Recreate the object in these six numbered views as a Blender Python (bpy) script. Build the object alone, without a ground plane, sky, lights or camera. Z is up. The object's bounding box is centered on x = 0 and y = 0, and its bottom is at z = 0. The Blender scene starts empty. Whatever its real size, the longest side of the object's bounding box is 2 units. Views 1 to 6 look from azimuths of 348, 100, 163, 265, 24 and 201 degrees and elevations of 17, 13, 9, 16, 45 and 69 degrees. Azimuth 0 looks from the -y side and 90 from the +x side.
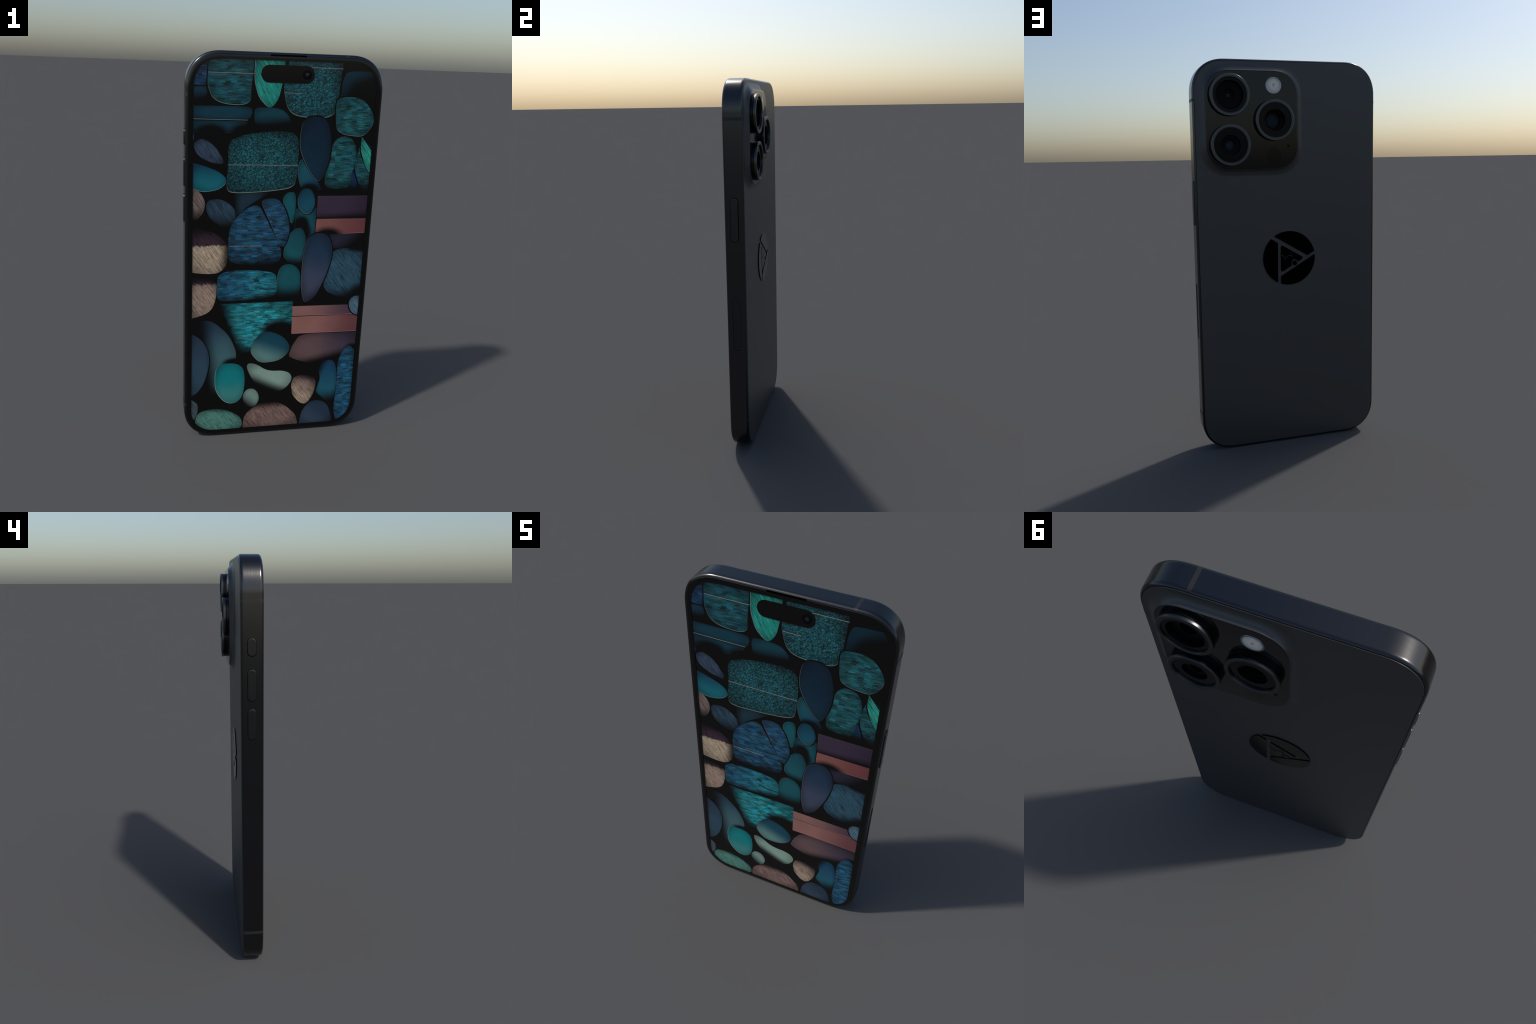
"""A dark titanium smartphone standing upright: brushed frame, matt back with
a raised three-lens camera block and an emblem, and a display whose wallpaper
is a mosaic of teal, blue, sand and coral stones."""
import bpy, bmesh, math
from mathutils import Vector

# ------------------------------------------------------------------ sizes
HALF_W, HALF_H, MID_Z = 0.4807, 1.0, 1.0      # body half width / height
CORNER = 0.168                                # reach of the body's corner curve
FRONT, BACK = -0.0789, 0.0263                 # glass front and flat back
SCREEN_INSET = 0.0355                         # black border width
SIDE_Y = -0.0248                              # centre line of the buttons

# ------------------------------------------------------------------ helpers
root = bpy.data.objects.new("smartphone", None)
bpy.context.collection.objects.link(root)
root["label"] = "upright dark smartphone with stone mosaic wallpaper and three lenses"
root["category"] = "smartphone"


def add_object(name, bm, material, parent=root, smooth_angle=35.0):
    bmesh.ops.recalc_face_normals(bm, faces=bm.faces[:])
    mesh = bpy.data.meshes.new(name)
    bm.to_mesh(mesh)
    bm.free()
    mesh.materials.append(material)
    for p in mesh.polygons:
        p.use_smooth = smooth_angle > 0
    if smooth_angle > 0:
        mesh.set_sharp_from_angle(angle=math.radians(smooth_angle))
    obj = bpy.data.objects.new(name, mesh)
    bpy.context.collection.objects.link(obj)
    obj.parent = parent
    return obj


def rounded_rect(hw, hh, reach, cx=0.0, cz=0.0, steps=22, power=2.25):
    """Closed outline in x, z with continuous-curvature (superellipse) corners."""
    pts = []
    for sx, sz, a0 in ((1, 1, 0), (-1, 1, 90), (-1, -1, 180), (1, -1, 270)):
        for i in range(steps + 1):
            a = math.radians(a0 + 90.0 * i / steps)
            c, s = math.cos(a), math.sin(a)
            ex = math.copysign(abs(c) ** (2 / power), c)
            ez = math.copysign(abs(s) ** (2 / power), s)
            pts.append((cx + sx * (hw - reach) + reach * ex,
                        cz + sz * (hh - reach) + reach * ez))
    return pts


def loft(rings, cap_start=True, cap_end=True):
    """Skin over a list of (outline, y) or point rings with equal counts."""
    bm = bmesh.new()
    loops = []
    for outline, y in rings:
        loops.append([bm.verts.new((x, y, z)) for x, z in outline])
    n = len(loops[0])
    for a, b in zip(loops, loops[1:]):
        for i in range(n):
            bm.faces.new((a[i], a[(i + 1) % n], b[(i + 1) % n], b[i]))
    if cap_start:
        bm.faces.new(loops[0])
    if cap_end:
        bm.faces.new(loops[-1])
    bmesh.ops.remove_doubles(bm, verts=bm.verts[:], dist=1e-6)
    return bm


def body_loft(profile, **kw):
    """profile: (inset from the body outline, y)."""
    return loft([(rounded_rect(HALF_W - d, HALF_H - d, CORNER - d, 0, MID_Z), y)
                 for d, y in profile], **kw)


def lathe(profile, cx, cz, segments=72, cap_start=False, cap_end=True):
    """Turn a (radius, y) profile about an axis along y."""
    rings = []
    for r, y in profile:
        rings.append(([(cx + r * math.cos(2 * math.pi * k / segments),
                        cz + r * math.sin(2 * math.pi * k / segments))
                       for k in range(segments)], y))
    return loft(rings, cap_start, cap_end)


def prism(outline, y0, y1):
    return loft([(outline, y0), (outline, y1)])


def circle(cx, cz, r, n=48):
    return [(cx + r * math.cos(2 * math.pi * k / n), cz + r * math.sin(2 * math.pi * k / n))
            for k in range(n)]


def soft_polygon(corners, softness=0.4, arc=7, edge=6):
    """Polygon with each corner replaced by a curve; a corner may carry its own
    softness (0 sharp .. 0.5 fully round) as a third number."""
    n = len(corners)
    pts = []
    for i in range(n):
        p = Vector(corners[i][:2])
        a = Vector(corners[i - 1][:2])
        b = Vector(corners[(i + 1) % n][:2])
        f = corners[i][2] if len(corners[i]) > 2 else softness
        if f < 0.02:
            pts.append(p)
        else:
            q0, q1 = p + (a - p) * f, p + (b - p) * f
            for k in range(arc + 1):
                t = k / arc
                pts.append(q0 * (1 - t) ** 2 + p * (2 * t * (1 - t)) + q1 * t * t)
        nf = corners[(i + 1) % n][2] if len(corners[(i + 1) % n]) > 2 else softness
        e0, e1 = p + (b - p) * f, b + (p - b) * nf
        for k in range(1, edge):
            pts.append(e0.lerp(e1, k / edge))
    out = []
    for p in pts:
        if not out or (p - Vector(out[-1])).length > 2e-4:
            out.append((p.x, p.y))
    return out


# ------------------------------------------------------------------ materials
def linear(rgb, gain=1.0):
    return tuple(min(1.0, gain * ((v / 255 / 12.92) if v <= 10 else
                                  ((v / 255 + 0.055) / 1.055) ** 2.4)) for v in rgb) + (1.0,)


def principled(name, colour, rough=0.5, metal=0.0, spec=0.5, coat=0.0):
    m = bpy.data.materials.new(name)
    m.use_nodes = True
    b = m.node_tree.nodes["Principled BSDF"]
    b.inputs["Base Color"].default_value = tuple(colour) + (1.0,)
    b.inputs["Roughness"].default_value = rough
    b.inputs["Metallic"].default_value = metal
    b.inputs["Specular IOR Level"].default_value = spec
    b.inputs["Coat Weight"].default_value = coat
    return m


def brushed(material, strength, scale=(14, 420, 14)):
    """Fine lengthwise brushing: roughness and bump from stretched noise."""
    nt = material.node_tree
    b = nt.nodes["Principled BSDF"]
    tc = nt.nodes.new("ShaderNodeTexCoord")
    mp = nt.nodes.new("ShaderNodeMapping")
    mp.inputs["Scale"].default_value = scale
    nz = nt.nodes.new("ShaderNodeTexNoise")
    nz.inputs["Scale"].default_value = 1.0
    nz.inputs["Detail"].default_value = 4.0
    bp = nt.nodes.new("ShaderNodeBump")
    bp.inputs["Strength"].default_value = strength
    bp.inputs["Distance"].default_value = 0.001
    nt.links.new(tc.outputs["Object"], mp.inputs["Vector"])
    nt.links.new(mp.outputs["Vector"], nz.inputs["Vector"])
    nt.links.new(nz.outputs["Fac"], bp.inputs["Height"])
    nt.links.new(bp.outputs["Normal"], b.inputs["Normal"])
    return material


METAL = brushed(principled("brushed_titanium", (0.072, 0.073, 0.075), 0.21, 1.0), 0.16)
BUTTON_METAL = brushed(principled("button_titanium", (0.072, 0.073, 0.075), 0.26, 1.0), 0.06)
WINDOW = principled("antenna_window_cover", (0.010, 0.012, 0.015), 0.35)
BAND = principled("antenna_plastic", (0.013, 0.013, 0.013), 0.45)
GAP = principled("black_gap", (0.002, 0.002, 0.002), 0.6, spec=0.2)
BACK_MATT = principled("matt_back_glass", (0.076, 0.076, 0.077), 0.40, 0.6)
PLATE = principled("gloss_camera_plate", (0.003, 0.003, 0.003), 0.09, spec=0.38)
EMBLEM = principled("gloss_emblem", (0.004, 0.004, 0.004), 0.08, 1.0)
RING = principled("lens_ring_metal", (0.085, 0.089, 0.092), 0.30, 1.0)
COLLAR = principled("lens_collar_metal", (0.028, 0.029, 0.031), 0.32, 1.0)
BARREL = principled("lens_barrel_black", (0.002, 0.002, 0.003), 0.35, spec=0.08)
LENS_FACE = principled("lens_face_black", (0.003, 0.0036, 0.0055), 0.12, spec=0.11)
LENS_CORE = principled("lens_core_blue", (0.022, 0.028, 0.042), 0.6, spec=0.2)
FRONT_CORE = principled("front_camera_glass", (0.010, 0.011, 0.014), 0.25)
BORDER = principled("black_display_border", (0.0016, 0.0016, 0.0016), 0.12)
PANEL = principled("unlit_display_black", (0.0016, 0.0016, 0.0016), 0.12)
SENSOR = principled("sensor_cover", (0.0022, 0.0021, 0.0014), 0.12, spec=0.3)


def flash_material():
    m = principled("flash_diffuser", (0.72, 0.72, 0.72), 0.25)
    nt = m.node_tree
    b = nt.nodes["Principled BSDF"]
    tc = nt.nodes.new("ShaderNodeTexCoord")
    mp = nt.nodes.new("ShaderNodeMapping")
    mp.inputs["Location"].default_value = (-0.078, 0, -1.872)
    ln = nt.nodes.new("ShaderNodeVectorMath")
    ln.operation = 'LENGTH'
    flat = nt.nodes.new("ShaderNodeVectorMath")
    flat.operation = 'MULTIPLY'
    flat.inputs[1].default_value = (1, 0, 1)
    nz = nt.nodes.new("ShaderNodeTexNoise")
    nz.inputs["Scale"].default_value = 60.0
    mul = nt.nodes.new("ShaderNodeMath")
    mul.operation = 'MULTIPLY_ADD'
    mul.inputs[1].default_value = 0.018
    rp = nt.nodes.new("ShaderNodeValToRGB")
    e = rp.color_ramp.elements
    e[0].position, e[0].color = 0.30, (0.50, 0.43, 0.37, 1)
    e[1].position, e[1].color = 1.0, (0.58, 0.53, 0.46, 1)
    e.new(0.45).color = (0.82, 0.75, 0.65, 1)
    e.new(0.75).color = (0.72, 0.66, 0.58, 1)
    sc = nt.nodes.new("ShaderNodeMath")
    sc.operation = 'MULTIPLY'
    sc.inputs[1].default_value = 1 / 0.043
    nt.links.new(tc.outputs["Object"], mp.inputs["Vector"])
    nt.links.new(mp.outputs["Vector"], flat.inputs[0])
    nt.links.new(flat.outputs[0], ln.inputs[0])
    nt.links.new(tc.outputs["Object"], nz.inputs["Vector"])
    nt.links.new(nz.outputs["Fac"], mul.inputs[0])
    nt.links.new(ln.outputs["Value"], mul.inputs[2])
    nt.links.new(mul.outputs[0], sc.inputs[0])
    nt.links.new(sc.outputs[0], rp.inputs["Fac"])
    nt.links.new(rp.outputs["Color"], b.inputs["Base Color"])
    return m


FLASH = flash_material()
FLASH_RING = principled("flash_rim", (0.34, 0.37, 0.42), 0.3, 1.0)

# ------------------------------------------------------------------ frame
def frame_profile():
    """Flat side with a round front edge, a tighter back edge and a lip each side."""
    prof = [(0.030, -0.0720), (0.0117, -0.0720), (0.0116, FRONT + 0.0026)]
    for k in range(9, -1, -1):                       # quarter round into the glass
        t = math.radians(10 * k)
        prof.append((0.0115 * (1 - math.cos(t)), FRONT + 0.0022 + 0.0145 * (1 - math.sin(t))))
    prof += [(0.0, -0.0600), (0.0, 0.0060)]
    for k in range(0, 9):
        t = math.radians(10 * k)
        prof.append((0.0092 * (1 - math.cos(t)), 0.0106 + 0.0130 * math.sin(t)))
    prof += [(0.0090, 0.0236), (0.0098, 0.0230), (0.0104, 0.0210), (0.030, 0.0210)]
    return prof


frame = add_object("frame", body_loft(frame_profile()), METAL)


def cut(target, cutters, solver="EXACT"):
    """Boolean-subtract helper solids one after the other and apply."""
    for c in cutters:
        md = target.modifiers.new("cut", 'BOOLEAN')
        md.operation = 'DIFFERENCE'
        md.solver = solver
        md.object = c
        bpy.context.view_layer.update()
        deps = bpy.context.evaluated_depsgraph_get()
        mesh = bpy.data.meshes.new_from_object(target.evaluated_get(deps))
        target.modifiers.clear()
        target.data = mesh
        bpy.data.objects.remove(c)


def turned_prism(outline_xy, z0, z1):
    """Outline in x, y extruded along z."""
    bm = bmesh.new()
    a = [bm.verts.new((x, y, z0)) for x, y in outline_xy]
    b = [bm.verts.new((x, y, z1)) for x, y in outline_xy]
    n = len(a)
    for i in range(n):
        bm.faces.new((a[i], a[(i + 1) % n], b[(i + 1) % n], b[i]))
    bm.faces.new(a)
    bm.faces.new(b)
    return bm


# bottom edge: charging port, two screws and two rows of speaker holes
port = rounded_rect(0.061, 0.0175, 0.0174, 0.0, SIDE_Y)
cutters = [add_object("port_cutter", turned_prism(port, -0.02, 0.030), GAP, smooth_angle=0)]
HOLES = [s * (0.145 + 0.0215 * k) for s in (-1, 1) for k in range(6)]
for hx in HOLES:
    cutters.append(add_object("hole_cutter", turned_prism(circle(hx, SIDE_Y, 0.0068, 20), -0.02, 0.012),
                              GAP, smooth_angle=0))
window = rounded_rect(0.0225, 0.144, 0.018, SIDE_Y, 0.743, 8, 2.0)
bm = loft([(window, HALF_W - 0.0045), (window, HALF_W + 0.0171)])
for v in bm.verts:                              # lay the outline on the side: x <-> y
    v.co = (v.co.y, v.co.x, v.co.z)
window_cutter = add_object("window_cutter", bm, GAP, smooth_angle=0)
LENSES = ((0.3047, 1.8232), (0.0780, 1.7036), (0.3050, 1.5827))


def lens_holes():
    return [add_object("lens_cutter", prism(circle(x, z, 0.0850, 72), -0.03, 0.12), GAP, smooth_angle=0)
            for x, z in LENSES]


def resmooth(obj):
    for p in obj.data.polygons:
        p.use_smooth = True
    obj.data.set_sharp_from_angle(angle=math.radians(35))


cut(frame, [window_cutter], "FAST")            # shallow antenna window on the right side
cut(frame, cutters + lens_holes())
for p in frame.data.polygons:
    p.use_smooth = True
frame.data.set_sharp_from_angle(angle=math.radians(35))
add_object("charging_port", turned_prism(rounded_rect(0.0600, 0.0165, 0.0164, 0.0, SIDE_Y), 0.012, 0.0295), GAP)
add_object("port_tongue", turned_prism(rounded_rect(0.046, 0.0045, 0.003, 0.0, SIDE_Y), 0.0035, 0.0125), BARREL)
for hx in HOLES:
    add_object("speaker_hole", turned_prism(circle(hx, SIDE_Y, 0.0064, 20), 0.006, 0.0115), GAP)
for sx in (-1, 1):
    add_object("screw", turned_prism(circle(sx * 0.100, SIDE_Y, 0.0085, 20), 0.0002, 0.004), BUTTON_METAL)


# antenna bands: hair-thin plastic inlays following the frame's cross-section
def band(points_fn, name="antenna_band"):
    prof = [(-d, y) for d, y in frame_profile()[4:-4]]
    bm = bmesh.new()
    lift = 0.0004
    rows = []
    for off, y in prof:
        rows.append([bm.verts.new(points_fn(off + lift, y, w)) for w in (-0.0075, 0.0075)])
    inner = [[bm.verts.new(points_fn(off - 0.004, y * 0.97, w)) for w in (-0.0075, 0.0075)]
             for off, y in prof]
    for k in range(len(rows) - 1):
        bm.faces.new((rows[k][0], rows[k][1], rows[k + 1][1], rows[k + 1][0]))
        bm.faces.new((inner[k][0], inner[k][1], inner[k + 1][1], inner[k + 1][0]))
        for w in (0, 1):
            bm.faces.new((rows[k][w], rows[k + 1][w], inner[k + 1][w], inner[k][w]))
    for k in (0, -1):
        bm.faces.new((rows[k][0], rows[k][1], inner[k][1], inner[k][0]))
    return add_object(name, bm, BAND)


for sx in (-1, 1):
    for bz in (0.1985, 1.8005):
        band(lambda o, y, w, sx=sx, bz=bz: (sx * (HALF_W + o), y, bz + w))
band(lambda o, y, w: (0.2875 + w, y, 2 * HALF_H + o - 0.0002))
band(lambda o, y, w: (-0.2875 + w, y, -o + 0.0005))


# ------------------------------------------------------------------ buttons
def button(side, z0, z1, half_y, proud, name, material=BUTTON_METAL):
    cz, hz = (z0 + z1) / 2, (z1 - z0) / 2
    x0 = side * HALF_W

    def solid(rings):
        bm = bmesh.new()
        loops = [[bm.verts.new((x, p, q)) for p, q in
                  rounded_rect(half_y - d, hz - d, half_y - d - 0.0005, SIDE_Y, cz, 12, 2.0)] for d, x in rings]
        n = len(loops[0])
        for a, b in zip(loops, loops[1:]):
            for i in range(n):
                bm.faces.new((a[i], a[(i + 1) % n], b[(i + 1) % n], b[i]))
        bm.faces.new(loops[0])
        bm.faces.new(loops[-1])
        return bm
    gap = add_object(name + "_gap", solid([(-0.0034, x0 - side * 0.01), (-0.0034, x0 + side * 0.0003)]), GAP)
    b = add_object(name, solid([(0, x0 - side * 0.008), (0, x0 + side * (proud - 0.0018)),
                                (0.0006, x0 + side * (proud - 0.0006)), (0.0020, x0 + side * proud),
                                (0.0032, x0 + side * proud)]), material)
    gap.parent = b
    return b


button(-1, 1.5645, 1.6425, 0.0190, 0.0050, "action_button")
button(-1, 1.3640, 1.5060, 0.0190, 0.0050, "volume_button")
button(-1, 1.1870, 1.3280, 0.0190, 0.0050, "volume_button")
button(1, 1.1870, 1.4110, 0.0190, 0.0050, "power_button")

inlay = rounded_rect(0.0210, 0.1425, 0.0165, SIDE_Y, 0.743, 8, 2.0)
bm = loft([(inlay, HALF_W - 0.006), (inlay, HALF_W - 0.0022)])
for v in bm.verts:
    v.co = (v.co.y, v.co.x, v.co.z)
add_object("antenna_window", bm, WINDOW)

# ------------------------------------------------------------------ back
back_glass = add_object("back_glass", body_loft([
    (0.0140, 0.0140), (0.0112, 0.0190), (0.0112, BACK - 0.0008), (0.0115, BACK - 0.0003), (0.0121, BACK - 0.00005),
    (0.0130, BACK),
    (0.0165, BACK), (0.0200, BACK)]), BACK_MATT)
cut(back_glass, lens_holes())
resmooth(back_glass)

# raised camera block: the back glass sweeps up to a flat plate
PX, PZ, PHW, PHH, PR = 0.1880, 1.7030, 0.2340, 0.2400, 0.125
PLATE_Y = 0.0508


def plate_ring(out, y):
    return (rounded_rect(PHW + out, PHH + out, PR + out * 0.9, PX, PZ), y)


sweep = []
for i in range(15):
    t = i / 14
    sweep.append(plate_ring(0.036 * (1 - t) ** 1.5 + 0.0012 * (1 - t),
                            BACK - 0.00015 + (PLATE_Y - 0.0006 - BACK) * (t * t * (1.6 - 0.6 * t))))
sweep = [plate_ring(0.0378, BACK - 0.003)] + sweep + [plate_ring(-0.0012, PLATE_Y - 0.0004), plate_ring(-0.0030, PLATE_Y - 0.0004)]
block = add_object("camera_block", loft(sweep), BACK_MATT)
plate = add_object("camera_plate", loft([plate_ring(-0.0014, PLATE_Y - 0.004), plate_ring(-0.0014, PLATE_Y - 0.0002),
                                 plate_ring(-0.0022, PLATE_Y + 0.0004), plate_ring(-0.0045, PLATE_Y + 0.0005),
                                 plate_ring(-0.0080, PLATE_Y + 0.0005)]), PLATE)
for part in (block, plate):
    cut(part, lens_holes())
    resmooth(part)

# ------------------------------------------------------------------ lenses
TIP = 0.0789


def camera_lens(cx, cz, face_y, face_r, bore):
    """Collar with a groove, bright outer ring, then a stepped dark bore."""
    lens = bpy.data.objects.new("camera_lens", None)
    bpy.context.collection.objects.link(lens)
    lens.parent = root
    add_object("lens_collar", lathe([
        (0.0860, PLATE_Y - 0.001), (0.1000, PLATE_Y - 0.001), (0.1000, 0.0625), (0.0975, 0.0632), (0.0975, 0.0650)], cx, cz, cap_end=False), COLLAR, lens)
    add_object("lens_ring", lathe([
        (0.0960, 0.0642), (0.0996, 0.0642), (0.1006, 0.0648), (0.1010, 0.0660), (0.1010, 0.0690),
        (0.1010, 0.0762), (0.1007, 0.0774), (0.0999, 0.0784), (0.0988, TIP), (0.0978, TIP), (0.0906, TIP),
        (0.0896, TIP), (0.0890, 0.0783), (0.0888, 0.0772), (0.0868, 0.0770), (0.0862, 0.0773), (0.0850, 0.0768),
        (0.0845, 0.0725), (0.0845, 0.0300)], cx, cz, 96, False, False), RING, lens)
    add_object("lens_face", lathe([(0.0850, face_y - 0.002), (0.0848, face_y)] + face_r, cx, cz, 72, False, False),
               LENS_FACE, lens)
    add_object("lens_bore", lathe(bore[:-1], cx, cz, 64, False, False), BARREL, lens)
    r, y = bore[-1]
    add_object("lens_core", lathe([(bore[-2][0], bore[-2][1] - 0.0005), (r, y), (r * 0.75, y + 0.0006), (r * 0.4, y + 0.0010), (r * 0.1, y + 0.0011)],
                                  cx, cz, 48), LENS_CORE, lens)
    return lens


camera_lens(*LENSES[0], 0.0720, [(0.0690, 0.0714), (0.0680, 0.0700)],
            [(0.0680, 0.0702), (0.0640, 0.0490), (0.0300, 0.0470), (0.0290, 0.0330), (0.0085, 0.0320), (0.0080, 0.0315)])
camera_lens(*LENSES[1], 0.0705, [(0.0536, 0.0703), (0.0530, 0.0690)],
            [(0.0530, 0.0692), (0.0510, 0.0590), (0.0440, 0.0580), (0.0430, 0.0490), (0.0362, 0.0470), (0.0358, 0.0200), (0.0350, 0.0195)])
camera_lens(*LENSES[2], 0.0705, [(0.0490, 0.0703), (0.0485, 0.0690)],
            [(0.0485, 0.0692), (0.0465, 0.0570), (0.0240, 0.0550), (0.0235, 0.0390), (0.0230, 0.0385)])

P = PLATE_Y + 0.0005
add_object("flash_ring", lathe([(0.0408, P - 0.002), (0.0408, P + 0.0012), (0.0398, P + 0.0022), (0.0380, P + 0.0024),
                                (0.0345, P + 0.0018), (0.0340, P - 0.001)], 0.0780, 1.8720, 56, False, False), FLASH_RING)
add_object("flash", lathe([(0.0344, P - 0.001), (0.0340, P + 0.0014), (0.026, P + 0.0022), (0.014, P + 0.0026), (0.004, P + 0.0027)],
                          0.0780, 1.8720, 56), FLASH)
add_object("depth_sensor", lathe([(0.0405, P - 0.002), (0.0405, P + 0.0002), (0.0400, P + 0.0003), (0.0380, P + 0.0003)],
                                 0.0798, 1.5335, 56), SENSOR)
add_object("microphone_hole", lathe([(0.0078, P - 0.001), (0.0078, P + 0.0004)], 0.0042, 1.5765, 20), GAP)

# ------------------------------------------------------------------ emblem
# a disc split by a rounded triangle whose sides run on to the rim; inside it a
# small chain of four ringed dots
EX, EZ, ER = 0.0002, 1.0005, 0.1410
E0, E1 = BACK - 0.001, BACK + 0.0050
STROKES = (((0.0838, 1.1073), (-0.0736, 1.0138), 0.0098),      # (from, to, half width)
           ((-0.1350, 1.0195), (0.0256, 0.9272), 0.0082),
           ((0.0526, 1.0685), (0.0544, 0.8696), 0.0083))


def side_line(k, shift):
    """Centre line of a stroke moved sideways, away from (+) the middle."""
    p, q, half = STROKES[k]
    p, q = Vector(p), Vector(q)
    n = (q - p).orthogonal().normalized()
    if n.dot(p - Vector((EX, EZ))) < 0:
        n = -n
    return p + n * half * shift, q + n * half * shift


def meet(a, b):
    (p, q), (r, t) = a, b
    d, e = q - p, t - r
    k = ((r - p).x * e.y - (r - p).y * e.x) / (d.x * e.y - d.y * e.x)
    return tuple(p + d * k)


def triangle(shift):
    sides = [side_line(k, shift) for k in range(3)]
    return [meet(sides[k - 1], sides[k]) for k in range(3)]


TRI_OUT, TRI_IN = triangle(1.0), triangle(-1.0)


def bar(p, q, half):
    p, q = Vector(p), Vector(q)
    n = (q - p).orthogonal().normalized() * half
    return [tuple(p + n), tuple(q + n), tuple(q - n), tuple(p - n)]


def helper(outline, lo=E0 - 0.01, hi=E1 + 0.01):
    return add_object("emblem_cutter", prism(outline, lo, hi), GAP, smooth_angle=0)


CORNERS = triangle(0.0)            # where strokes 3-1, 1-2 and 2-3 cross


def run_out(k, corner):
    """The stroke's tail from its triangle corner to beyond the rim."""
    p, q, half = STROKES[k]
    far = Vector(p) if (Vector(p) - Vector((EX, EZ))).length > (Vector(q) - Vector((EX, EZ))).length else Vector(q)
    c = Vector(corner)
    d = (far - c).normalized()
    return bar(c - d * 0.012, c + d * 0.22, half * 0.998)


disc = add_object("emblem", prism(circle(EX, EZ, ER, 128), E0, E1), EMBLEM, smooth_angle=0)
cut(disc, [helper(soft_polygon(TRI_OUT, 0.09))] +
    [helper(run_out(k, CORNERS[k]), E0 - 0.012 - 0.001 * k) for k in range(3)])
inner = add_object("emblem_triangle", prism(soft_polygon(TRI_IN, 0.12), E0, E1), EMBLEM, smooth_angle=0)
NODES = [(0.0440, 1.0240, 0.0050, 0.0072), (0.0243, 1.0005, 0.0050, 0.0075),
         (-0.0106, 1.0189, 0.0065, 0.0095), (-0.0294, 0.9724, 0.0126, 0.0190)]
cutters = [helper(circle(x, z, ro, 32), E0 - 0.011 - 0.0003 * i, E1 + 0.011) for i, (x, z, ri, ro) in enumerate(NODES)]
for i, (a, b) in enumerate(zip(NODES, NODES[1:])):
    cutters.append(helper(bar(a[:2], b[:2], 0.0017), E0 - 0.013 - 0.0003 * i, E1 + 0.013))
cut(inner, cutters)
inner.parent = disc
for x, z, ri, ro in NODES:
    add_object("emblem_dot", prism(circle(x, z, ri, 32), E0, E1), EMBLEM, disc, 0)

# ------------------------------------------------------------------ display
SW, SH, SR = HALF_W - SCREEN_INSET, HALF_H - SCREEN_INSET, CORNER - SCREEN_INSET
PANEL_Y = FRONT + 0.0024
STEP = 0.00030                                 # height of one wallpaper layer
display = add_object("display", body_loft([(0.020, PANEL_Y + 0.003), (0.020, PANEL_Y)]), PANEL)
border_rings = []
for d, y in ((0.0118, -0.0720), (0.0118, FRONT + 0.0020), (0.0130, FRONT + 0.0011), (0.0155, FRONT + 0.0005), (0.0190, FRONT + 0.0001),
             (0.0240, FRONT), (0.0300, FRONT), (SCREEN_INSET, FRONT), (SCREEN_INSET, PANEL_Y + 0.001)):
    border_rings.append((rounded_rect(HALF_W - d, HALF_H - d, CORNER - d, 0, MID_Z), y))
border_rings.append((rounded_rect(HALF_W - 0.0300, HALF_H - 0.0300, CORNER - 0.0300, 0, MID_Z), -0.0720))
border_rings.append(border_rings[0])
border = add_object("display_border", loft(border_rings, False, False), BORDER, display)
SLIT = rounded_rect(0.0870, 0.0042, 0.0041, 0.0, 1.9862)
for part in (border, frame):
    cut(part, [add_object("slit_cutter", prism(SLIT, -0.09, -0.060), GAP, smooth_angle=0)])
    for p in part.data.polygons:
        p.use_smooth = True
    part.data.set_sharp_from_angle(angle=math.radians(35))

# earpiece slit between glass and frame, sensor island and front camera
add_object("earpiece_slit", prism(SLIT, -0.0590, -0.0620), GAP, display)
ISLAND_Y = FRONT + 0.0004
add_object("sensor_island", prism(rounded_rect(0.1290, 0.0400, 0.0399, 0.0003, 1.9040, power=2.05), PANEL_Y, ISLAND_Y), BORDER, display)
add_object("front_camera", lathe([(0.0230, ISLAND_Y + 0.001), (0.0230, ISLAND_Y - 0.0002), (0.0190, ISLAND_Y - 0.0003)],
                                 0.0935, 1.9040, 40), LENS_FACE, display)
add_object("front_camera_core", lathe([(0.0095, ISLAND_Y), (0.0090, ISLAND_Y - 0.00035), (0.004, ISLAND_Y - 0.00045)],
                                      0.0935, 1.9040, 32), FRONT_CORE, display)


# ---------------------------------------------------------------- wallpaper
def keep_on_screen(p, margin=0.004):
    """Pull a point that lies beyond the visible screen back to its edge."""
    x, z = p[0], p[1] - MID_Z
    hw, hh, r = SW + margin, SH + margin, SR + margin
    x, z = max(-hw, min(hw, x)), max(-hh, min(hh, z))
    dx, dz = abs(x) - (hw - r), abs(z) - (hh - r)
    if dx > 0 and dz > 0:
        k = ((dx / r) ** 2.25 + (dz / r) ** 2.25) ** (1 / 2.25)
        if k > 1:
            x = math.copysign(hw - r + dx / k, x)
            z = math.copysign(hh - r + dz / k, z)
    return x, z + MID_Z


GAIN = 1.22     # daylight on the upright screen: seen colour to base colour


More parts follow.
